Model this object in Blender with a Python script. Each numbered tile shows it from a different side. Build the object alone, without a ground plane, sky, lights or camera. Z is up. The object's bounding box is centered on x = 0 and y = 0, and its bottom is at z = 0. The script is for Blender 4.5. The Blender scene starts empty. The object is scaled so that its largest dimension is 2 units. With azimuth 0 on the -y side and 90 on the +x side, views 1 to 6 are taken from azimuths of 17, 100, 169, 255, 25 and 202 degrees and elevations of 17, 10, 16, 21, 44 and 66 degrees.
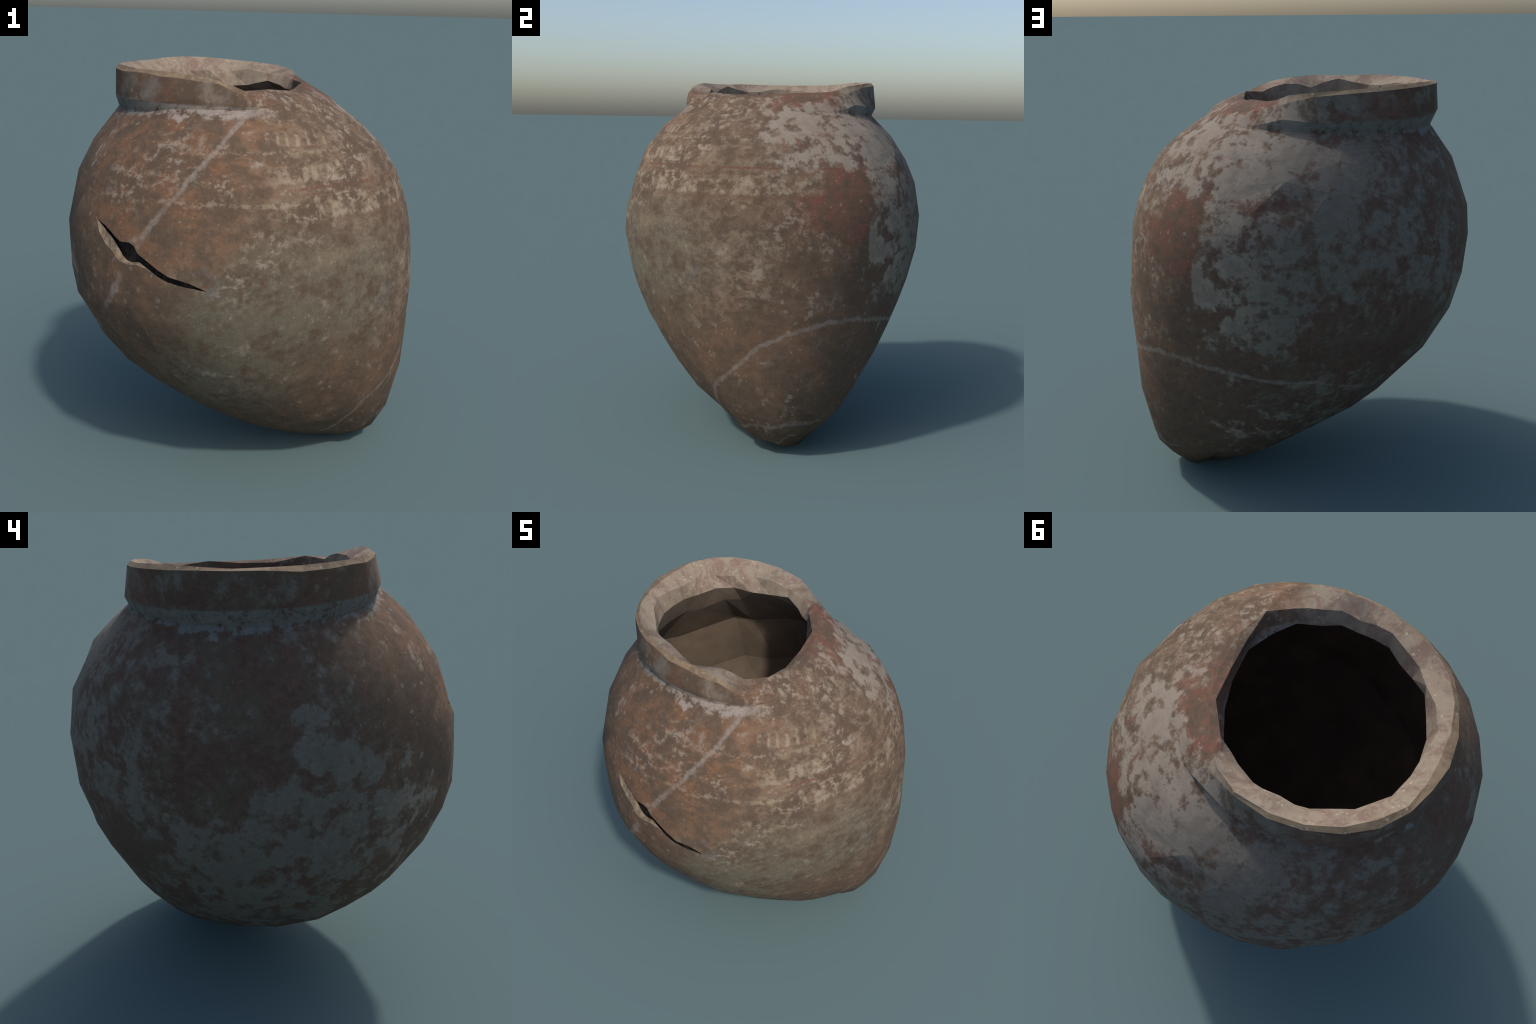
import bpy, math, random
import numpy as np
from mathutils import Vector
from mathutils.bvhtree import BVHTree

rng = np.random.default_rng(7)

# ---------------------------------------------------------------------------
# BODY FORM: a slumped, pointed-bottom storage jar.  Cross-sections are taken
# round a leaning axis (tip -> mouth); each row is one ring of radii measured
# from the jar's middle at 16 even azimuths, every 12 degrees from the mouth.
# ---------------------------------------------------------------------------
MID = np.array([0.111, 0.021, 1.073])
AX = np.array([-0.3404, -0.0254, 0.9399]); AX /= np.linalg.norm(AX)
EX = np.array([1.0, 0, 0]) - AX * AX[0]; EX /= np.linalg.norm(EX)
EY = np.cross(AX, EX)
RING0, RINGSTEP, NPH = math.radians(24), math.radians(12), 16
RINGS = np.array([
    (0.888, 0.891, 0.908, 0.934, 0.965, 0.994, 1.016, 1.028, 1.030, 1.022, 1.006, 0.986, 0.962, 0.937, 0.914, 0.896),
    (0.844, 0.849, 0.871, 0.905, 0.945, 0.982, 1.017, 1.040, 1.041, 1.023, 1.000, 0.974, 0.947, 0.926, 0.894, 0.861),
    (0.807, 0.813, 0.843, 0.876, 0.920, 0.967, 1.008, 1.037, 1.043, 1.023, 1.000, 0.960, 0.931, 0.906, 0.871, 0.829),
    (0.812, 0.807, 0.838, 0.861, 0.910, 0.950, 0.984, 1.006, 1.011, 1.008, 0.994, 0.962, 0.915, 0.885, 0.853, 0.825),
    (0.798, 0.799, 0.822, 0.857, 0.885, 0.908, 0.948, 0.973, 0.989, 0.986, 0.977, 0.923, 0.880, 0.850, 0.806, 0.795),
    (0.782, 0.784, 0.813, 0.827, 0.847, 0.883, 0.905, 0.949, 0.972, 0.982, 0.969, 0.943, 0.888, 0.841, 0.796, 0.780),
    (0.768, 0.769, 0.779, 0.796, 0.818, 0.852, 0.883, 0.919, 0.944, 0.956, 0.940, 0.916, 0.861, 0.808, 0.777, 0.770),
    (0.764, 0.770, 0.774, 0.784, 0.801, 0.828, 0.856, 0.882, 0.914, 0.922, 0.908, 0.884, 0.842, 0.797, 0.767, 0.758),
    (0.785, 0.790, 0.792, 0.799, 0.812, 0.833, 0.855, 0.880, 0.902, 0.908, 0.882, 0.875, 0.837, 0.796, 0.769, 0.771),
    (0.821, 0.850, 0.859, 0.857, 0.858, 0.862, 0.879, 0.888, 0.888, 0.888, 0.883, 0.873, 0.844, 0.820, 0.802, 0.805),
    (0.906, 0.940, 0.962, 0.953, 0.932, 0.923, 0.914, 0.912, 0.910, 0.907, 0.901, 0.889, 0.878, 0.874, 0.873, 0.887),
    (1.031, 1.076, 1.106, 1.081, 1.037, 1.014, 0.984, 0.967, 0.958, 0.952, 0.946, 0.939, 0.937, 0.945, 0.950, 0.984),
    (1.144, 1.176, 1.183, 1.171, 1.126, 1.095, 1.060, 1.038, 1.029, 1.026, 1.021, 1.007, 1.003, 1.014, 1.047, 1.101),
])
TIP_R = 1.115


def _cr(t):
    return (-.5*t + t*t - .5*t**3, 1 - 2.5*t*t + 1.5*t**3, .5*t + 2*t*t - 1.5*t**3, -.5*t*t + .5*t**3)


def ring_value(i, j):
    n = len(RINGS)
    if i < 0:
        return 2 * RINGS[0][j % NPH] - RINGS[1][j % NPH]
    if i < n:
        return RINGS[i][j % NPH]
    if i == n:
        return TIP_R
    return RINGS[2 * n - i][(j + NPH // 2) % NPH]


def radius(th, ph):
    """body radius in the direction (polar angle from the mouth, azimuth)"""
    x = (th - RING0) / RINGSTEP
    i = min(max(int(math.floor(x)), 0), len(RINGS) - 1)
    y = (ph % (2 * math.pi)) / (2 * math.pi) * NPH
    j = int(math.floor(y))
    wi, wj = _cr(x - i), _cr(y - j)
    return sum(wi[a] * wj[b] * ring_value(i - 1 + a, j - 1 + b) for a in range(4) for b in range(4))


def direction(th, ph):
    return math.sin(th) * (math.cos(ph) * EX + math.sin(ph) * EY) + math.cos(th) * AX


def angles(P):
    d = np.asarray(P) - MID
    r = np.linalg.norm(d)
    return math.acos(max(-1, min(1, d @ AX / r))), math.atan2(d @ EY, d @ EX), r


# ---------------------------------------------------------------------------
# MOUTH: loops round the mouth centre; azimuth (deg), radius, height.
# The thick collar stands clear at the back and both sides and is squashed
# into the shoulder at the front (+x).
# ---------------------------------------------------------------------------
MOUTH = np.array([-0.17, 0.0])
COLS = [-52, -38, -21, 0, 20, 41, 48, 56, 69, 85, 99, 113, 126, 139, 151, 163, 178, 193, 207, 220, 234, 247, 259, 270, 282, 293, 301]
LOOPS = dict(
    crease=[(-53, .588, 1.834), (41, .627, 1.802), (56, .598, 1.800), (72, .58, 1.795), (92, .568, 1.795), (110, .555, 1.788), (126, .545, 1.785), (140, .535, 1.782), (158, .522, 1.778), (178, .495, 1.775), (193, .475, 1.778), (207, .470, 1.788), (220, .455, 1.785), (246, .45, 1.788), (256, .465, 1.80), (266, .488, 1.817), (285, .533, 1.828), (301, .56, 1.828)],
    foot=[(-53, .588, 1.845), (-38, .60, 1.85), (-21, .60, 1.85), (0, .605, 1.842), (20, .61, 1.838), (41, .620, 1.815), (48, .612, 1.832), (56, .602, 1.853), (68, .60, 1.842), (87, .592, 1.84), (121, .585, 1.845), (136, .575, 1.848), (159, .553, 1.862), (178, .525, 1.85), (193, .50, 1.835), (207, .484, 1.83), (230, .475, 1.838), (246, .472, 1.845), (266, .4925, 1.846), (275, .515, 1.86), (285, .537, 1.872), (293, .548, 1.862), (301, .57, 1.848)],
    edge=[(-52, .58, 1.868), (-38, .56, 1.88), (-21, .548, 1.878), (0, .54, 1.875), (20, .55, 1.877), (41, .57, 1.88), (48, .555, 1.90), (56, .553, 1.92), (69, .562, 1.953), (87, .568, 1.968), (100, .575, 1.975), (118, .588, 1.982), (130, .585, 1.983), (143, .563, 1.984), (153, .55, 1.984), (161, .54, 1.982), (182, .505, 1.968), (200, .485, 1.966), (207, .479, 1.966), (220, .465, 1.964), (246, .447, 1.964), (266, .463, 1.957), (280, .49, 1.950), (285, .507, 1.948), (293, .525, 1.938), (301, .556, 1.908)],
    ridge=[(-52, .563, 1.897), (-38, .512, 1.905), (-21, .483, 1.902), (0, .47, 1.90), (20, .478, 1.906), (41, .50, 1.918), (48, .508, 1.928), (56, .53, 1.952), (72, .552, 1.973), (87, .56, 1.985), (110, .558, 1.998), (131, .558, 1.999), (144, .543, 1.993), (163, .49, 1.987), (183, .476, 1.986), (190, .47, 1.985), (207, .46, 1.985), (218, .445, 1.984), (239, .431, 1.981), (253, .43, 1.979), (268, .449, 1.976), (280, .46, 1.972), (292, .505, 1.957), (301, .535, 1.927)],
    lip=[(-52, .455, 1.903), (-38, .472, 1.899), (-21, .452, 1.897), (0, .438, 1.893), (20, .441, 1.902), (41, .463, 1.914), (56, .472, 1.92), (69, .478, 1.93), (85, .478, 1.936), (113, .482, 1.94), (139, .462, 1.935), (163, .44, 1.935), (180, .42, 1.945), (207, .388, 1.945), (225, .372, 1.95), (248, .37, 1.954), (268, .367, 1.927), (280, .385, 1.932), (289, .405, 1.936), (301, .425, 1.915)],
    throat=[(-52, .423, 1.83), (-38, .428, 1.82), (-21, .436, 1.81), (0, .424, 1.81), (18, .43, 1.82), (37, .444, 1.85), (54, .447, 1.88), (69, .447, 1.885), (81, .452, 1.872), (97, .442, 1.848), (117, .46, 1.87), (140, .438, 1.846), (166, .423, 1.85), (181, .402, 1.86), (202, .377, 1.86), (227, .357, 1.86), (258, .353, 1.86), (279, .37, 1.86), (298, .40, 1.85)],
)

NC = len(COLS)


def loop_points(name):
    k = np.array(LOOPS[name])
    a = np.concatenate([k[:, 0] - 360, k[:, 0], k[:, 0] + 360])
    t = np.array(COLS, float)
    r, z = np.interp(t, a, np.tile(k[:, 1], 3)), np.interp(t, a, np.tile(k[:, 2], 3))
    chip = {"lip": .016, "ridge": .005, "throat": .010, "edge": .004}.get(name, 0)   # knocked, uneven edges
    r, z = r + rng.uniform(-1, 1, NC) * chip, z + rng.uniform(-1, 1, NC) * chip * .8
    t = np.radians(t)
    return np.stack([MOUTH[0] + r * np.cos(t), MOUTH[1] + r * np.sin(t), z], 1)


crease = loop_points("crease")
for i, a in enumerate(COLS):                    # where the collar is squashed flat the shoulder runs on
    if -50 < a < 41:
        ang = math.radians(a)
        rr = np.interp(a, [-52, -38, -20, 0, 20, 41], [.60, .625, .64, .645, .64, .627])
        P = np.array([MOUTH[0] + rr * math.cos(ang), rr * math.sin(ang), 1.8])
        for _ in range(12):                     # drop on to the body surface
            th, ph, r = angles(P)
            P[2] += (radius(th, ph) + .010 * min(1, max(0, (a + 30) / 25)) - r) * 1.1
        crease[i] = P
CA = [angles(P) for P in crease]

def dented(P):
    """zones where the wall is visibly planed into uneven facets"""
    w = 0.0
    for c, r in (((.15, .6, 1.62), .42), ((-.3, -.62, .72), .38), ((.35, -.35, .3), .3), ((-.4, -.68, 1.45), .2)):
        w = max(w, min(1.0, 2.2 * (1 - np.linalg.norm(np.asarray(P) - c) / r)))
    return max(0.0, w)


TOUCH = [(np.array(c), amp, sig) for c, amp, sig in (
    ((.72, .2, .09), .010, .16), ((.58, -.42, .5), -.010, .13), ((.2, -.2, .16), .010, .2), ((.0, .79, 1.45), -.012, .1),
    ((-.45, -.66, 1.25), .014, .1), ((-.2, -.78, 1.34), .010, .09), ((.05, -.85, 1.15), .008, .09), ((.42, -.6, 1.55), .018, .12), ((.66, .05, 1.62), .008, .14), ((-.4, .68, 1.5), .009, .14))]


# ---- rows of coarse vertices: outside from the tip up, over the mouth, inside down
NB = 12                                          # body rows between tip and crease
body_rows = []
for k in [.45] + list(range(1, NB + 1)):           # one close ring rounds the foot
    row = []
    for i in range(NC):
        th0, ph0, r0 = CA[i]
        f = k / (NB + 1.0)
        th = math.pi - (math.pi - th0) * f
        ph = ph0
        # rings even out to equal azimuths low down; collar columns bunch up only near the mouth
        even = (i + .5) / NC
        lo = CA[0][1] + 2 * math.pi * (i / NC)
        d = (ph0 - lo + math.pi) % (2 * math.pi) - math.pi
        ph = lo + d * f ** 1.5
        if 1 <= k < NB:
            th += rng.uniform(-1, 1) * .045
            ph += rng.uniform(-1, 1) * .045
        r = radius(th, ph)
        blend = max(0, 1 - (th - th0) / math.radians(14))
        r += (r0 - radius(th0, ph0)) * blend ** 4.5
        P = MID + direction(th, ph) * r
        r += .005 * min(1, max(0, P[2] / .5 - .4)) + rng.uniform(-1, 1) * (.011 if P[2] > 1.2 and P[1] > 0 else .003) * dented(P)
        for c, amp, sig in TOUCH:               # local swellings and hollows of the wall
            r += amp * math.exp(-((P - c) @ (P - c)) / (2 * sig * sig))
        row.append(MID + direction(th, ph) * r)
    body_rows.append(np.array(row))
mouth_rows = [crease] + [loop_points(n) for n in ("foot", "edge", "ridge", "lip", "throat")]
WALL = 0.05
inner_rows = []
TA = [angles(P) for P in mouth_rows[-1]]
NI = 7
for k in range(1, NI + 1):
    row = []
    for i in range(NC):
        th0, ph0, r0 = TA[i]
        f = (.05, .17, .32, .48, .64, .79, .91)[k - 1]
        th = th0 + (math.pi - th0) * f + rng.uniform(-1, 1) * .04
        ph = ph0 + rng.uniform(-1, 1) * .05
        n = direction(th, ph)
        hi = min(1, max(0, (n[2] - .25) / .35))
        r = radius(th, ph) - (WALL + hi * (.012 + .015 * n[0]) + .028 * (1 - hi) * max(0, n[0])) + rng.uniform(-1, 1) * .018
        row.append(MID + direction(th, ph) * r)
    inner_rows.append(np.array(row))
tip = MID + direction(math.pi, 0) * radius(math.pi, 0)
tip_in = MID + direction(math.pi, 0) * (radius(math.pi, 0) - WALL)
rows = [np.tile(tip, (NC, 1))] + body_rows + mouth_rows + inner_rows + [np.tile(tip_in, (NC, 1))]
V = np.array(rows)
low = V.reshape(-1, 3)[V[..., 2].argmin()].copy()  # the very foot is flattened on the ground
V[..., 2] -= .25 * low[2] * np.exp(-((V - low) ** 2).sum(-1) / .34 ** 2)
V[..., 2] = np.maximum(V[..., 2], .0005)
NR = len(rows)
R_CREASE = NB + 2
R_EDGE, R_THROAT = R_CREASE + 2, R_CREASE + 5
PART_OF = lambda r: 0 if r < R_CREASE else 1 if r < R_EDGE else 2 if r < R_THROAT else 3   # by row of faces

# ---- coarse triangles with a random diagonal, and their corner normals
diag = rng.random((NR - 1, NC)) < .5
tris, tpart = [], []
for r in range(NR - 1):
    for i in range(NC):
        a, b, c, d = (r, i), (r, (i + 1) % NC), (r + 1, (i + 1) % NC), (r + 1, i)
        two = ((a, b, c), (a, c, d)) if diag[r, i] else ((a, b, d), (b, c, d))
        for t in two:
            if r == 0 and t[0][0] == 0 and t[1][0] == 0:
                continue
            if r == NR - 2 and sum(q[0] == NR - 1 for q in t) == 2:
                continue
            tris.append(t); tpart.append(PART_OF(r))
vid = lambda q: 0 if q[0] == 0 else (NR - 1) * NC if q[0] == NR - 1 else q[0] * NC + q[1]
flat = V.reshape(-1, 3)
tri_ids = np.array([[vid(q) for q in t] for t in tris])
tri_pos = flat[tri_ids]
tpart = np.array(tpart)
fn = np.cross(tri_pos[:, 1] - tri_pos[:, 0], tri_pos[:, 2] - tri_pos[:, 0])
area = np.linalg.norm(fn, axis=1)
fn = fn / np.maximum(area, 1e-12)[:, None]
# outward orientation test
if np.einsum('ij,ij->i', fn[tpart == 0], tri_pos[tpart == 0].mean(1) - MID).mean() < 0:
    FLIP = True
    fn = -fn
else:
    FLIP = False
SPLIT = {0: math.cos(math.radians(70)), 1: math.cos(math.radians(34)), 2: math.cos(math.radians(34)), 3: math.cos(math.radians(24))}
around = {}
for f, ids in enumerate(tri_ids):
    for v in ids:
        around.setdefault(v, []).append(f)
corner_n = np.zeros((len(tri_ids), 3, 3))
for f, ids in enumerate(tri_ids):
    for k, v in enumerate(ids):
        n = np.zeros(3)
        for g in around[v]:
            if tpart[g] == tpart[f] and fn[g] @ fn[f] > SPLIT[tpart[f]]:
                q = list(tri_ids[g]).index(v)
                e1 = tri_pos[g][(q + 1) % 3] - tri_pos[g][q]; e2 = tri_pos[g][(q + 2) % 3] - tri_pos[g][q]
                w = math.acos(max(-1, min(1, e1 @ e2 / (np.linalg.norm(e1) * np.linalg.norm(e2) + 1e-12))))
                n += fn[g] * w
        n = n / (np.linalg.norm(n) + 1e-12)
        keep = .6 * dented(tri_pos[f].mean(0)) if tpart[f] == 0 else .35 if tpart[f] < 2 else .6 if tpart[f] < 3 else .85
        n = n * (1 - keep) + fn[f] * keep
        corner_n[f, k] = n / (np.linalg.norm(n) + 1e-12)
BVH = BVHTree.FromPolygons([tuple(p) for p in flat], [tuple(t) for t in tri_ids.tolist()])

# ---------------------------------------------------------------------------
# FINE MESH: every coarse facet is subdivided flat, so small relief and the
# crack can be cut, while shading runs smoothly from facet to facet.
# ---------------------------------------------------------------------------
K = 6
H, W = (NR - 1) * K + 1, NC * K
fine = np.zeros((H, W, 3))
for y in range(H):
    r = min(y // K, NR - 2); s = (y - r * K) / K
    for x in range(W):
        i, t = x // K, (x % K) / K
        a, b, c, d = V[r, i], V[r, (i + 1) % NC], V[r + 1, (i + 1) % NC], V[r + 1, i]
        if diag[r, i]:
            p = a + (b - a) * t + (c - b) * s if t >= s else a + (d - a) * s + (c - d) * t
        else:
            p = a + (b - a) * t + (d - a) * s if t + s <= 1 else c + (d - c) * (1 - t) + (b - c) * (1 - s)
        fine[y, x] = p


# ---------------------------------------------------------------------------
# THE OPEN CRACK: stations along x with the height of its upper edge, its
# lower edge, and the bevelled outer lip of the lower sherd.
# ---------------------------------------------------------------------------
CR_X = np.array([-.475, -.445, -.41, -.38, -.35, -.325, -.30, -.275, -.25, -.225, -.205, -.175, -.14, -.10, -.05, 0, .05, .10, .13])
CR_UP = np.interp(CR_X, [-.48, -.453, -.381, -.321, -.30, -.25, -.215, -.206, -.162, -.098, -.053, .032, .083, .13], [1.345, 1.332, 1.30, 1.264, 1.256, 1.26, 1.243, 1.219, 1.197, 1.163, 1.145, 1.125, 1.11, 1.094])
CR_LOW = np.interp(CR_X, [-.48, -.453, -.397, -.351, -.335, -.316, -.296, -.265, -.236, -.21, -.173, -.089, -.039, .061, .13], [1.343, 1.326, 1.287, 1.252, 1.229, 1.213, 1.186, 1.174, 1.174, 1.183, 1.168, 1.130, 1.114, 1.103, 1.090])
CR_LIP = np.minimum(CR_LOW - .002, np.interp(CR_X, [-.48, -.442, -.413, -.393, -.34, -.294, -.27, -.22, -.169, -.129, -.089, .13], [1.338, 1.288, 1.242, 1.19, 1.175, 1.167, 1.161, 1.152, 1.149, 1.148, 1.132, 1.087]))
CR_LIP = CR_LOW + (CR_LIP - CR_LOW) * np.interp(CR_X, [-.42, -.25, -.1], [.6, .42, .2])


def surface_y(x, z):
    """front (-y) wall of the body above the point x, z"""
    y = -.8
    for _ in range(14):
        th, ph, r = angles((x, y, z))
        y -= (radius(th, ph) - r) * 1.1
    return y


P = fine.reshape(-1, 3)
front = P[:, 1] < -.55
zu = np.interp(P[:, 0], CR_X, CR_UP)
up = np.clip((P[:, 2] - zu + .015) / .02, 0, 1)
g1 = np.exp(-(((P[:, 0] + .375) / .065) ** 2 + ((P[:, 2] - 1.32) / .085) ** 2))
g2 = np.exp(-(((P[:, 0] + .29) / .08) ** 2 + ((P[:, 2] - 1.15) / .06) ** 2))
push = np.where(front, -.012 * g1 * up + .019 * g2 * (1 - up), 0)
d = P - MID
P += d / np.linalg.norm(d, axis=1)[:, None] * push[:, None]
fine = P.reshape(H, W, 3)

verts = [tuple(fine[0, 0])]
idx = np.zeros((H, W), int)
for y in range(1, H - 1):
    for x in range(W):
        idx[y, x] = len(verts); verts.append(tuple(fine[y, x]))
idx[H - 1, :] = len(verts); verts.append(tuple(fine[H - 1, 0]))
faces, fpart = [], []
for y in range(H - 1):
    r = y // K
    for x in range(W):
        x2 = (x + 1) % W
        a, b, c, d4 = idx[y, x], idx[y, x2], idx[y + 1, x2], idx[y + 1, x]
        if y == 0:
            fs = [(a, c, d4)]
        elif y == H - 2:
            fs = [(a, b, c)]
        else:
            fs = [(a, b, c), (a, c, d4)] if diag[r, x // K] else [(a, b, d4), (b, c, d4)]
        for f in fs:
            faces.append(tuple(int(q) for q in (f[::-1] if FLIP else f))); fpart.append(PART_OF(r))


# ---------------------------------------------------------------------------
# MATERIALS: layered fired clay, slip, lime crust, stains and plaster repairs,
# all computed from Object coordinates.
# ---------------------------------------------------------------------------
def srgb(r, g, b):
    f = lambda v: (v / 255 / 12.92) if v < 10.3 else ((v / 255 + .055) / 1.055) ** 2.4
    return (f(r), f(g), f(b), 1)


class Net:
    def __init__(self, name):
        self.mat = bpy.data.materials.new(name)
        self.mat.use_nodes = True
        self.t = self.mat.node_tree
        self.t.nodes.clear()
        self.out = self.t.nodes.new("ShaderNodeOutputMaterial")
        self.bsdf = self.t.nodes.new("ShaderNodeBsdfPrincipled")
        self.t.links.new(self.bsdf.outputs[0], self.out.inputs[0])
        self.pos = self.t.nodes.new("ShaderNodeTexCoord").outputs["Object"]
        s = self.t.nodes.new("ShaderNodeSeparateXYZ")
        self.t.links.new(self.pos, s.inputs[0])
        self.x, self.y, self.z = s.outputs
        self._az = None

    def put(self, sock, v):
        if isinstance(v, bpy.types.NodeSocket):
            self.t.links.new(v, sock)
        else:
            sock.default_value = v

    def m(self, op, a, b=None, c=None, clamp=False):
        n = self.t.nodes.new("ShaderNodeMath"); n.operation = op; n.use_clamp = clamp
        for k, v in enumerate((a, b, c)):
            if v is not None:
                self.put(n.inputs[k], v)
        return n.outputs[0]

    def add(self, *v):
        r = v[0]
        for q in v[1:]:
            r = self.m("ADD", r, q)
        return r

    def mul(self, *v):
        r = v[0]
        for q in v[1:]:
            r = self.m("MULTIPLY", r, q)
        return r

    def mx(self, *v):
        r = v[0]
        for q in v[1:]:
            r = self.m("MAXIMUM", r, q)
        return r

    def inv(self, v):
        return self.m("SUBTRACT", 1.0, v, clamp=True)

    def step(self, v, lo, hi):
        n = self.t.nodes.new("ShaderNodeMapRange"); n.interpolation_type = "SMOOTHSTEP"
        self.put(n.inputs["Value"], v)
        n.inputs["From Min"].default_value = lo; n.inputs["From Max"].default_value = hi
        if lo > hi:
            n.inputs["From Min"].default_value = hi; n.inputs["From Max"].default_value = lo
            n.inputs["To Min"].default_value = 1; n.inputs["To Max"].default_value = 0
        return n.outputs[0]

    def vec(self, op, a, b=None, scale=None):
        n = self.t.nodes.new("ShaderNodeVectorMath"); n.operation = op
        self.put(n.inputs[0], a)
        if b is not None:
            self.put(n.inputs[1], b)
        if scale is not None:
            self.put(n.inputs["Scale"], scale)
        return n

    def noise(self, scale, detail=6, rough=.6, off=(0, 0, 0), stretch=(1, 1, 1), warp=0.0, pos=None):
        mp = self.t.nodes.new("ShaderNodeMapping")
        self.put(mp.inputs["Vector"], pos or self.pos)
        mp.inputs["Location"].default_value = off; mp.inputs["Scale"].default_value = stretch
        n = self.t.nodes.new("ShaderNodeTexNoise")
        n.inputs["Scale"].default_value = scale; n.inputs["Detail"].default_value = detail
        n.inputs["Roughness"].default_value = rough; n.inputs["Distortion"].default_value = warp
        self.t.links.new(mp.outputs[0], n.inputs["Vector"])
        return n.outputs["Fac"]

    def spots(self, scale, size, soft, off=(0, 0, 0), keep=.5):
        """round flecks: a share `keep` of voronoi cells holds a dot of random size"""
        mp = self.t.nodes.new("ShaderNodeMapping"); mp.inputs["Location"].default_value = off
        self.t.links.new(self.wob, mp.inputs["Vector"])
        v = self.t.nodes.new("ShaderNodeTexVoronoi"); v.inputs["Scale"].default_value = scale
        self.t.links.new(mp.outputs[0], v.inputs["Vector"])
        s = self.t.nodes.new("ShaderNodeSeparateColor"); self.t.links.new(v.outputs["Color"], s.inputs[0])
        rad = self.mul(self.m("SUBTRACT", s.outputs[0], 1 - keep), size / keep)
        return self.step(self.m("SUBTRACT", rad, v.outputs["Distance"]), -soft * .5, soft)

    def blob(self, centre, r, soft=.6, pos=None):
        d = self.vec("DISTANCE", pos or self.wob2, centre).outputs["Value"]
        return self.step(d, r * (1 + soft), r * (1 - soft))

    def blobs(self, items, soft=.6, pos=None):
        return self.mx(*[self.blob(c, r, soft, pos) for c, r in items])

    def mix(self, f, a, b, mode="MIX"):
        n = self.t.nodes.new("ShaderNodeMix"); n.data_type = "RGBA"; n.blend_type = mode
        self.put(n.inputs[0], f); self.put(n.inputs[6], a); self.put(n.inputs[7], b)
        return n.outputs[2]

    def wobble(self, scale, amount, detail=3):
        n = self.t.nodes.new("ShaderNodeTexNoise")
        n.inputs["Scale"].default_value = scale; n.inputs["Detail"].default_value = detail
        self.t.links.new(self.pos, n.inputs["Vector"])
        d = self.vec("SUBTRACT", n.outputs["Color"], (.5, .5, .5)).outputs[0]
        s = self.vec("SCALE", d, scale=amount).outputs[0]
        return self.vec("ADD", self.pos, s).outputs[0]

    @property
    def az(self):
        if self._az is None:
            self._az = self.m("ARCTAN2", self.y, self.x)
        return self._az

    def polyline(self, pts, pos):
        best = None
        for a, b in zip(pts[:-1], pts[1:]):
            a, b = np.array(a, float), np.array(b, float)
            ba = b - a
            pa = self.vec("SUBTRACT", pos, tuple(a)).outputs[0]
            h = self.m("MULTIPLY", self.vec("DOT_PRODUCT", pa, tuple(ba / (ba @ ba))).outputs["Value"], 1.0, clamp=True)
            q = self.vec("SCALE", tuple(ba), scale=h).outputs[0]
            d = self.vec("DISTANCE", pa, q).outputs["Value"]
            best = d if best is None else self.m("MINIMUM", best, d)
        return best

    def finish(self, col, height=None, strength=.25, dist=.004, rough=.9):
        self.put(self.bsdf.inputs["Base Color"], col)
        self.put(self.bsdf.inputs["Roughness"], rough)
        self.bsdf.inputs["Specular IOR Level"].default_value = .18
        if height is not None:
            b = self.t.nodes.new("ShaderNodeBump")
            b.inputs["Strength"].default_value = strength; b.inputs["Distance"].default_value = dist
            self.t.links.new(height, b.inputs["Height"]); self.t.links.new(b.outputs[0], self.bsdf.inputs["Normal"])
        return self.mat


RUST, BROWN, OLIVE = srgb(118, 88, 67), srgb(98, 81, 67), srgb(106, 99, 84)
CREAM, GREYC, RED = srgb(150, 139, 125), srgb(112, 107, 98), srgb(116, 73, 62)
DARK, PLASTER, PINK = srgb(86, 75, 64), srgb(148, 138, 129), srgb(128, 108, 100)
REDBROWN, BLUEGREY = srgb(94, 71, 62), srgb(94, 96, 100)


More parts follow.
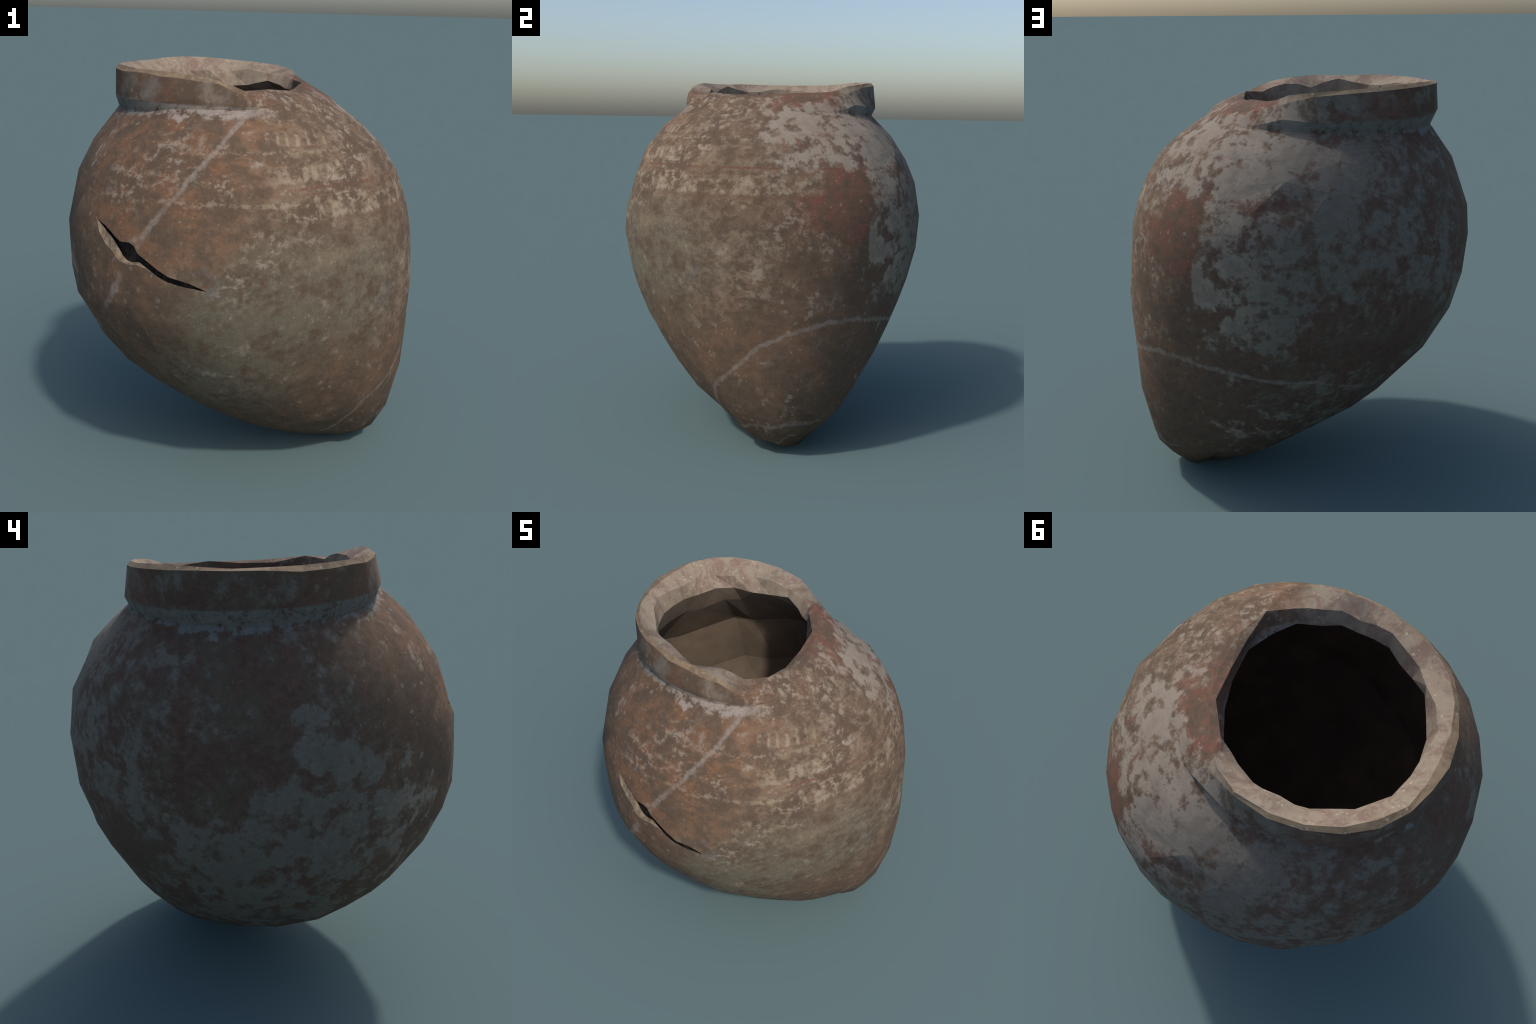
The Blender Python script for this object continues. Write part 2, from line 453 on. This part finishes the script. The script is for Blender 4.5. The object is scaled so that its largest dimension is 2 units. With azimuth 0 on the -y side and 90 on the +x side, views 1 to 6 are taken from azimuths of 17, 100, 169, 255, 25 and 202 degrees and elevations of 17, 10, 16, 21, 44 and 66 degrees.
def clay(net):
    """the weathered outer skin; returns (colour, height)"""
    net.wob = net.wobble(22, .018, 2)
    net.wob2 = net.wobble(6, .16, 3)
    big, mid = net.noise(2.4, 2), net.noise(7, 5, .62, (3, 1, 7))
    fine, grain = net.noise(30, 4, .7, (9, 4, 2)), net.noise(120, 2, .6, (1, 8, 3))
    streak = net.noise(15, 4, .65, (5, 5, 5), stretch=(1, 1, 1.7), warp=.6)
    c = lambda v: net.m("SUBTRACT", v, .5)
    # fired clay
    rusty = net.blob((-.05, -.75, 1.55), .5, .6)
    col = net.mix(net.mul(net.step(net.add(mid, net.mul(c(streak), .6)), .42, .62), net.add(.45, net.mul(rusty, .55))), BROWN, RUST)
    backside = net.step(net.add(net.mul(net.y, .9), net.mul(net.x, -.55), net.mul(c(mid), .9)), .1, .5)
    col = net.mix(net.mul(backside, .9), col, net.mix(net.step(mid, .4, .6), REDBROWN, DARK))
    col = net.mix(net.mul(net.step(fine, .42, .75), .25), col, net.mix(net.step(big, .4, .6), DARK, OLIVE))
    # colour darker towards the bottom, edge broken by noise
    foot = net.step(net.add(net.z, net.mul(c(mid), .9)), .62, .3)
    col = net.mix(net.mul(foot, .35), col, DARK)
    # olive stain on the front, tan wash round the shoulder
    ol = net.blobs([((.45, -.72, 1.02), .34), ((.22, -.85, .92), .26), ((.72, -.42, 1.05), .28), ((.2, -.75, .65), .3)], .7)
    col = net.mix(net.mul(ol, net.step(net.add(mid, net.mul(c(fine), .6)), .3, .58), .9), col, OLIVE)
    tan = net.blobs([((.75, 0, 1.6), .3), ((.55, -.5, 1.5), .3), ((.5, -.2, 1.75), .25), ((.82, -.1, 1.1), .28)], .7)
    col = net.mix(net.mul(tan, net.step(net.add(streak, net.mul(c(mid), .8)), .38, .66), .6), col, srgb(128, 114, 96))
    # red slip that survives in patches
    red = net.blobs([((.66, .5, 1.4), .15), ((.76, .36, 1.31), .11), ((.66, .57, 1.24), .09), ((.33, .1, 1.86), .14), ((.26, .3, 1.86), .13), ((.64, .35, 1.575), .04)], .5)
    col = net.mix(net.mul(red, net.step(net.add(mid, net.mul(c(fine), 1.4)), .38, .64), .72), col, RED)
    # pale lime / cream slip: where it sits, then torn into flakes by noise
    seat = net.blobs([((.5, .3, 1.72), .36), ((.25, .55, 1.7), .22), ((-.05, .7, 1.6), .14)], .6)
    seat2 = net.blobs([((.4, .75, 1.18), .34), ((.45, .7, .98), .24), ((-.15, .86, 1.24), .28), ((-.45, .75, 1.25), .2), ((.75, .42, 1.12), .15)], .5)
    seat3 = net.blobs([((-.85, .05, .98), .3), ((-.75, -.35, .9), .26), ((-.72, .4, .86), .22), ((-.55, .1, .62), .3), ((-.6, -.3, .7), .2)], .22)
    spot = net.blobs([((-.875, .05, 1.33), .085), ((-.86, .04, 1.47), .065), ((-.87, -.08, 1.31), .07), ((-.86, -.2, 1.24), .07)], .2)
    bare = net.blobs([((.66, .5, 1.4), .15), ((.7, .52, 1.27), .08), ((-.15, .85, .93), .26), ((-.38, .78, .85), .2), ((.4, .7, .72), .2), ((-.8, .2, 1.55), .2), ((-.75, .42, 1.3), .2), ((-.72, -.3, 1.5), .2)], .5)
    flake = net.add(net.mul(c(net.noise(13, 4, .62, (8, 2, 6))), 1.35), net.mul(c(mid), .7), net.mul(c(fine), .5), net.mul(c(big), .5))
    want = net.add(net.mul(seat, .25), net.mul(net.blob((.55, .3, 1.67), .24, .5), .12), net.mul(seat2, .17), net.mul(seat3, .2), net.mul(spot, .34), net.mul(backside, .19), net.mul(bare, -.17), net.mul(foot, -.06), -.30)
    cov = net.add(flake, want)
    cover, thin = net.step(cov, -.05, .08), net.step(cov, -.2, .06)
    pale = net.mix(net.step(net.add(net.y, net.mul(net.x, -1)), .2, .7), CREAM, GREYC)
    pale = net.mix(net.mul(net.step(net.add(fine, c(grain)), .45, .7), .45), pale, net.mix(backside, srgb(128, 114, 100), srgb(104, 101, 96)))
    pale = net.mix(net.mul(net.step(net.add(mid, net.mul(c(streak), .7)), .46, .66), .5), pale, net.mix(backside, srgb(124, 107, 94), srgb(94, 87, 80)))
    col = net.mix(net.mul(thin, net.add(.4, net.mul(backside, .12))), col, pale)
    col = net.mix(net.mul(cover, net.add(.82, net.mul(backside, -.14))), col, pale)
    # scuffed pale streaks and flecks on the sunny front
    scuff = net.blobs([((.6, -.42, 1.54), .1), ((.63, -.3, 1.63), .09), ((.5, -.62, 1.38), .08), ((.36, -.77, 1.26), .09), ((.22, -.83, 1.13), .09), ((.55, -.2, 1.7), .1), ((.42, -.15, 1.83), .12), ((.28, -.35, 1.86), .12), ((-.1, -.66, 1.6), .14), ((-.3, -.7, 1.5), .12), ((.12, -.72, 1.52), .07), ((.75, .2, 1.2), .13), ((.78, .05, .95), .12)], .7)
    col = net.mix(net.mul(scuff, net.step(net.add(fine, net.mul(c(streak), .9)), .5, .66), .7), col, srgb(144, 133, 119))
    worn_collar = net.blobs([((-.32, -.46, 1.9), .07), ((-.47, -.36, 1.9), .06), ((-.02, -.5, 1.9), .1), ((.06, -.52, 1.88), .06)], .5)
    col = net.mix(net.mul(worn_collar, net.step(mid, .4, .58), .75), col, srgb(122, 113, 102))
    ruddy = net.blobs([((-.58, -.26, 1.88), .09), ((-.2, -.49, 1.86), .06), ((-.3, .56, 1.9), .12), ((-.68, -.05, 1.86), .1)], .5)
    col = net.mix(net.mul(ruddy, net.step(net.add(mid, c(fine)), .4, .6), .55), col, srgb(104, 68, 58))
    near = net.step(net.noise(3.2, 2, .5, (2, 9, 4)), .45, .62)
    fl = net.mx(net.mul(net.spots(30, .42, .12, (0, 0, 0), .3), near), net.mul(net.spots(64, .4, .15, (5, 2, 1), .25), net.step(mid, .42, .56)))
    col = net.mix(net.mul(fl, net.inv(net.mul(backside, .65)), .45), col, CREAM)
    # incised bands, tick marks and petals round the shoulder
    zz = net.add(net.z, net.mul(c(mid), .03))
    def line(z0, w):
        return net.step(net.m("ABSOLUTE", net.m("SUBTRACT", zz, z0)), w, w * .3)
    frontal = net.step(net.add(net.x, net.mul(c(big), 1.2)), .15, .45)
    worn = net.step(net.add(fine, net.mul(c(streak), .7)), .46, .58)
    lines = net.mx(line(1.525, .009), net.mul(line(1.498, .006), .7), net.mul(line(1.38, .012), .5), net.mul(line(1.69, .008), .5))
    col = net.mix(net.mul(lines, frontal, worn, .75), col, srgb(104, 66, 54))
    fr = net.step(net.add(net.x, net.mul(net.y, -.8)), .25, .6)
    col = net.mix(net.mul(net.mx(line(1.456, .014), line(1.665, .01)), fr, worn, .55), col, srgb(140, 126, 106))
    col = net.mix(net.mul(net.mx(line(1.432, .009), line(1.64, .007)), fr, worn, .5), col, srgb(90, 70, 56))
    def ticks(k, z0, half, tilt):
        s = net.m("SINE", net.add(net.mul(net.az, k), net.mul(net.z, tilt), net.mul(mid, 8)))
        return net.mul(net.step(s, .35, .75), net.step(net.m("ABSOLUTE", net.m("SUBTRACT", zz, z0)), half, half * .6))
    tk = net.mul(ticks(66, 1.65, .032, 30), net.blob((.6, .28, 1.65), .15, .2), net.step(fine, .38, .5))
    col = net.mix(net.mul(tk, .75), col, srgb(110, 76, 64))
    tk2 = net.mul(ticks(80, 1.72, .035, -20), net.blob((.4, -.46, 1.72), .15, .3), net.step(fine, .36, .5))
    col = net.mix(net.mul(tk2, net.step(mid, .36, .56), .65), col, srgb(142, 128, 108))
    tk3 = net.mul(ticks(70, 1.69, .035, 0), net.blob((-.39, .6, 1.69), .09, .2))
    col = net.mix(net.mul(tk3, .7), col, REDBROWN)
    pet = net.m("ABSOLUTE", net.m("SINE", net.add(net.mul(net.az, 15), net.mul(mid, 3))))
    tall = net.m("DIVIDE", net.m("SUBTRACT", zz, 1.395), .105)
    petal = net.mul(net.step(net.m("SUBTRACT", pet, tall), .0, .18), net.step(tall, -.05, .1), net.step(net.x, .25, .5), net.inv(red))
    tall2 = net.m("DIVIDE", net.m("SUBTRACT", zz, 1.55), .1)
    petal2 = net.mul(net.step(net.m("SUBTRACT", pet, tall2), .0, .2), net.step(tall2, -.05, .1), net.blob((.5, -.5, 1.6), .2, .3))
    petal = net.mx(petal, petal2)
    col = net.mix(net.mul(petal, net.step(net.add(fine, net.mul(c(mid), .5)), .42, .6), .6), col, srgb(146, 132, 113))
    # grey stains
    st = net.blobs([((.753, -.386, 1.197), .03), ((.15, -.85, 1.12), .05), ((.1, -.86, 1.18), .03), ((.5, -.6, 1.38), .03), ((.8, -.25, .98), .05)], .8)
    col = net.mix(net.mul(st, net.step(fine, .4, .6), .5), col, BLUEGREY)
    # plaster smeared along the foot of the collar
    dm = net.vec("DISTANCE", net.vec("MULTIPLY", net.pos, (1, 1, 0)).outputs[0], (-.17, 0, 0)).outputs["Value"]
    rag = net.add(c(mid), net.mul(c(fine), .6))
    smear = net.mul(net.step(net.add(net.z, net.mul(rag, .16), net.mul(net.step(net.x, -.1, -.6), .03)), 1.785, 1.805), net.step(net.z, 1.85, 1.835), net.step(net.add(dm, net.mul(rag, .1)), .625, .6), net.step(net.add(net.x, net.mul(rag, .2)), .27, .16))
    col = net.mix(net.mul(smear, net.step(fine, .3, .5), .8), col, net.mix(net.step(net.add(net.x, net.mul(net.y, -1)), -.2, .3), srgb(112, 113, 110), PLASTER))
    # grain
    val = net.add(net.mul(c(grain), .5), net.mul(c(fine), .7), net.mul(c(mid), .4), net.mul(c(streak), .3))
    col = net.mix(1.0, col, net.mix(net.step(val, -.28, .28), (.76, .75, .74, 1), (1.14, 1.14, 1.14, 1)), "MULTIPLY")
    height = net.add(net.mul(fine, .6), net.mul(grain, .4), net.mul(cover, .35))
    return col, height


SEAMS = dict(
    shoulder_repair=([(.215, -.478, 1.815), (.17, -.506, 1.807), (.108, -.645, 1.692), (.042, -.717, 1.604), (-.035, -.776, 1.497), (-.102, -.801, 1.418), (-.183, -.811, 1.303), (-.214, -.812, 1.243)], .017),
    belly_repair=([(-.275, -.817, 1.15), (-.314, -.82, 1.067), (-.40, -.772, .93)], .022),
    base_repair=([(.50, -.1, .12), (.62, -.17, .25), (.735, -.174, .373), (.82, -.085, .466), (.852, -.012, .536), (.871, .09, .635), (.87, .187, .68), (.849, .286, .72), (.781, .42, .753), (.68, .535, .755), (.587, .606, .735), (.497, .655, .721), (.396, .694, .703), (.303, .714, .678), (.06, .73, .655), (-.2, .63, .565)], .015),
    foot_repair=([(.72, -.02, .15), (.783, .1, .172), (.79, .255, .211), (.707, .386, .204)], .018),
    tip_repair=([(.69, .12, .05), (.724, .187, .081), (.745, .244, .123), (.673, .33, .109)], .014),
)


for key, (pts, width) in SEAMS.items():           # lay the repair lines on the wall
    laid = []
    for p in pts:
        th, ph, r = angles(p)
        laid.append(tuple(MID + direction(th, ph) * (radius(th, ph) + .002)) if p[2] < 1.78 else p)
    SEAMS[key] = (laid, width)


def clay_material():
    net = Net("weathered_clay")
    col, h = clay(net)
    return net.finish(col, h)


def seam_material(key):
    """one plaster repair: a ragged filled line fading into the clay at both sides"""
    pts, width = SEAMS[key]
    net = Net(key + "_plaster")
    col, h = clay(net)
    rag = net.mul(net.m("SUBTRACT", net.noise(24, 3, .65, (4, 4, 4)), .5), .03)
    f = net.step(net.m("DIVIDE", net.add(net.polyline(pts, net.wob), rag), width), 1.15, .3)
    pl = net.mix(net.step(net.noise(45, 3, .6, (2, 3, 4)), .35, .65), srgb(124, 112, 103), PLASTER)
    col = net.mix(net.mul(f, .6 if key.startswith("shoulder") else .48), col, pl)
    return net.finish(col, h)


def lip_material(name, pale, blotch, amount):
    net = Net(name)
    col, h = clay(net)
    squash = net.step(net.add(net.x, net.mul(net.m("SUBTRACT", net.noise(6, 4, .6), .5), .25)), .2, .02)
    radial = net.noise(9, 6, .65, (3, 3, 1), stretch=(1, 1, .4), warp=1.2)
    fine = net.noise(40, 5, .7, (1, 5, 2))
    c = net.mix(net.step(radial, .45, .62), pale, blotch)
    c = net.mix(net.mul(net.step(net.noise(15, 4, .65, (7, 1, 4)), .48, .64), .6), c, srgb(112, 96, 82))
    c = net.mix(net.mul(net.step(fine, .5, .7), .45), c, srgb(164, 151, 131))
    c = net.mix(net.mul(net.spots(60, .4, .2, (3, 1, 1), .2), .6), c, srgb(190, 178, 152))
    col = net.mix(net.mul(squash, amount), col, c)
    return net.finish(col, h)


def inner_material():
    net = Net("inner_clay")
    a, b = net.noise(5, 5), net.noise(40, 5, .7)
    col = net.mix(net.step(a, .35, .65), srgb(104, 92, 79), srgb(119, 104, 88))
    col = net.mix(net.mul(net.step(b, .45, .7), .35), col, srgb(92, 80, 70))
    return net.finish(col, b)


def crack_material():
    net = Net("broken_clay")
    a = net.noise(38, 6, .7, stretch=(1, 1, .4))
    col = net.mix(net.step(a, .35, .65), srgb(98, 84, 70), srgb(136, 122, 103))
    return net.finish(col, a, .4)


def crack_shade_material():
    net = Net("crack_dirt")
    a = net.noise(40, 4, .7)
    col = net.mix(net.step(a, .4, .65), srgb(30, 28, 27), srgb(58, 51, 46))  # shade inside the crack, painted as a near-black colour
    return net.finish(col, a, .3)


# ---------------------------------------------------------------------------
# ASSEMBLY
# ---------------------------------------------------------------------------
scene = bpy.context.scene
tags = [bpy.data.materials.new("tag%d" % k) for k in range(6)]


def raw_object(name, vs, fs, slots, mats):
    me = bpy.data.meshes.new(name)
    me.from_pydata([tuple(v) for v in vs], [], fs)
    for m in mats:
        me.materials.append(m)
    me.polygons.foreach_set("material_index", slots)
    me.update()
    ob = bpy.data.objects.new(name, me)
    scene.collection.objects.link(ob)
    return ob


shell = raw_object("shell_tmp", verts, faces, fpart, tags[:4])

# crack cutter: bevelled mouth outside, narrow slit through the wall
n = len(CR_X)
outline_up = [(x, z) for x, z in zip(CR_X, CR_UP)]
layers = []
for scale, lower, gape in ((1.06, CR_LIP, 0), (1.012, CR_LIP, 0), (.994, CR_LOW, 0), (.968, CR_LOW, .028)):   # ends blind, inside the wall
    ring = [(x, z + gape * .3) for x, z in zip(CR_X, CR_UP)] + [(x, z - gape) for x, z in zip(CR_X[::-1][1:-1], lower[::-1][1:-1])]
    lay = []
    for x, z in ring:
        p = np.array([x, surface_y(x, z), z])
        lay.append(MID + (p - MID) * scale)
    layers.append(lay)
m = len(layers[0])
cv = [p for lay in layers for p in lay]
cf = []
for a in range(len(layers) - 1):
    for k in range(m):
        k2 = (k + 1) % m
        cf += [(a * m + k, a * m + k2, (a + 1) * m + k2), (a * m + k, (a + 1) * m + k2, (a + 1) * m + k)]
for lay, flip in ((0, True), (len(layers) - 1, False)):
    o = lay * m                                   # strip caps between the upper and lower chain
    U = [o + k for k in range(n)]
    Lw = [o] + [o + m - k for k in range(1, n - 1)] + [o + n - 1]
    for k in range(n - 1):
        for q in ((U[k], U[k + 1], Lw[k + 1]), (U[k], Lw[k + 1], Lw[k])):
            if len(set(q)) == 3:
                cf.append(q[::-1] if flip else q)
deep = [int(min(f) >= 2 * m or (len(set(v // m for v in f)) == 1 and f[0] // m == len(layers) - 1)) for f in cf]
cutter = raw_object("cutter_tmp", cv, cf, deep, [tags[4], tags[5]])
import bmesh
bm = bmesh.new(); bm.from_mesh(cutter.data)
bmesh.ops.recalc_face_normals(bm, faces=bm.faces); bm.to_mesh(cutter.data); bm.free()
mod = shell.modifiers.new("crack", "BOOLEAN")
mod.operation = "DIFFERENCE"; mod.solver = "EXACT"; mod.object = cutter; mod.material_mode = "TRANSFER"
dg = bpy.context.evaluated_depsgraph_get()
me = bpy.data.meshes.new_from_object(shell.evaluated_get(dg))
tag_of = [int(mt.name[3]) if mt else 0 for mt in me.materials]
PV = np.zeros(len(me.vertices) * 3); me.vertices.foreach_get("co", PV); PV = PV.reshape(-1, 3)
polys = [(list(p.vertices), tag_of[p.material_index]) for p in me.polygons]
bpy.data.objects.remove(shell); bpy.data.objects.remove(cutter)


def seam_distance(P):
    """nearest repair line of every point, and how far outside its width the point lies"""
    best, which = np.full(len(P), 9.0), np.zeros(len(P), int)
    for s, (pts, width) in enumerate(SEAMS.values()):
        pts = np.array(pts)
        for a, b in zip(pts[:-1], pts[1:]):
            ba = b - a
            h = np.clip((P - a) @ ba / (ba @ ba), 0, 1)
            d = np.linalg.norm(P - a - h[:, None] * ba, axis=1) - width * 1.6
            which[d < best] = s
            best = np.minimum(best, d)
    return best, which


mats = dict(body=clay_material(), collar=None, rim=lip_material("rim_clay", srgb(140, 121, 96), srgb(116, 98, 78), .8),
            lip=lip_material("lip_clay", srgb(145, 131, 113), srgb(128, 106, 95), .9), inner_wall=inner_material(), broken_edge=crack_material(), crack_floor=crack_shade_material())
mats["collar"] = mats["body"]
SEAM_NAMES = list(SEAMS)
for key in SEAM_NAMES:
    mats[key] = seam_material(key)
cent = np.array([PV[v].mean(0) for v, _ in polys])
sd, sw = seam_distance(cent)
buckets = {}
for k, (vs, tag) in enumerate(polys):
    if tag == 0:
        key = SEAM_NAMES[sw[k]] if sd[k] < .016 else "body"
    elif tag == 1:
        key = "collar"
    elif tag == 2:
        th = math.atan2(cent[k][1], cent[k][0] + .17) % (2 * math.pi)
        key = "lip"
    elif tag == 3:
        key = "inner_wall"
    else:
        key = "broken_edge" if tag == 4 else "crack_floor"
    buckets.setdefault(key, []).append(k)
# the top bevel of the rim is its own part: coarse row edge->ridge
tri_row = np.array([min(q[0] for q in t) for t in tris])
rim_faces, lip_faces = [], []
for k in buckets["lip"]:
    hit = BVH.find_nearest(Vector(cent[k]))
    (rim_faces if tri_row[hit[2]] == R_EDGE else lip_faces).append(k)
buckets["lip"], buckets["rim"] = lip_faces, rim_faces

jar = bpy.data.objects.new("storage_jar", None)
jar["label"] = "leaning pointed clay storage jar, squashed collar, open crack"
jar["category"] = "pottery jar"
scene.collection.objects.link(jar)
WANT = dict(body=(0,), **{key: (0,) for key in SEAM_NAMES}, collar=(1,), rim=(2,), lip=(2,), inner_wall=(3,))


def build_part(key, ids):
    used = sorted({v for k in ids for v in polys[k][0]})
    remap = {v: i for i, v in enumerate(used)}
    me = bpy.data.meshes.new(key)
    me.from_pydata([tuple(PV[v]) for v in used], [], [[remap[v] for v in polys[k][0]] for k in ids])
    me.materials.append(mats[key])
    me.update()
    if key in WANT:
        normals = []
        for k in ids:
            c = cent[k]
            hits = [h for h in BVH.find_nearest_range(Vector(c), .05) if tpart[h[2]] in WANT[key]]
            hit = min(hits, key=lambda h: h[3]) if hits else BVH.find_nearest(Vector(c))
            f = hit[2]
            A, B, C = tri_pos[f]
            e0, e1 = B - A, C - A
            d00, d01, d11 = e0 @ e0, e0 @ e1, e1 @ e1
            den = d00 * d11 - d01 * d01
            for v in polys[k][0]:
                q = PV[v] - A
                d20, d21 = q @ e0, q @ e1
                b = (d11 * d20 - d01 * d21) / den; g = (d00 * d21 - d01 * d20) / den
                w = np.clip([1 - b - g, b, g], 0, 1)
                nn = w @ corner_n[f]
                nn = nn / (np.linalg.norm(nn) + 1e-9)
                normals.append(tuple(nn))
        me.polygons.foreach_set("use_smooth", [True] * len(me.polygons))
        me.normals_split_custom_set(normals)
    ob = bpy.data.objects.new(key, me)
    ob.parent = jar
    scene.collection.objects.link(ob)
    return ob


for key, ids in buckets.items():
    build_part(key, ids)
for t in tags:
    bpy.data.materials.remove(t)
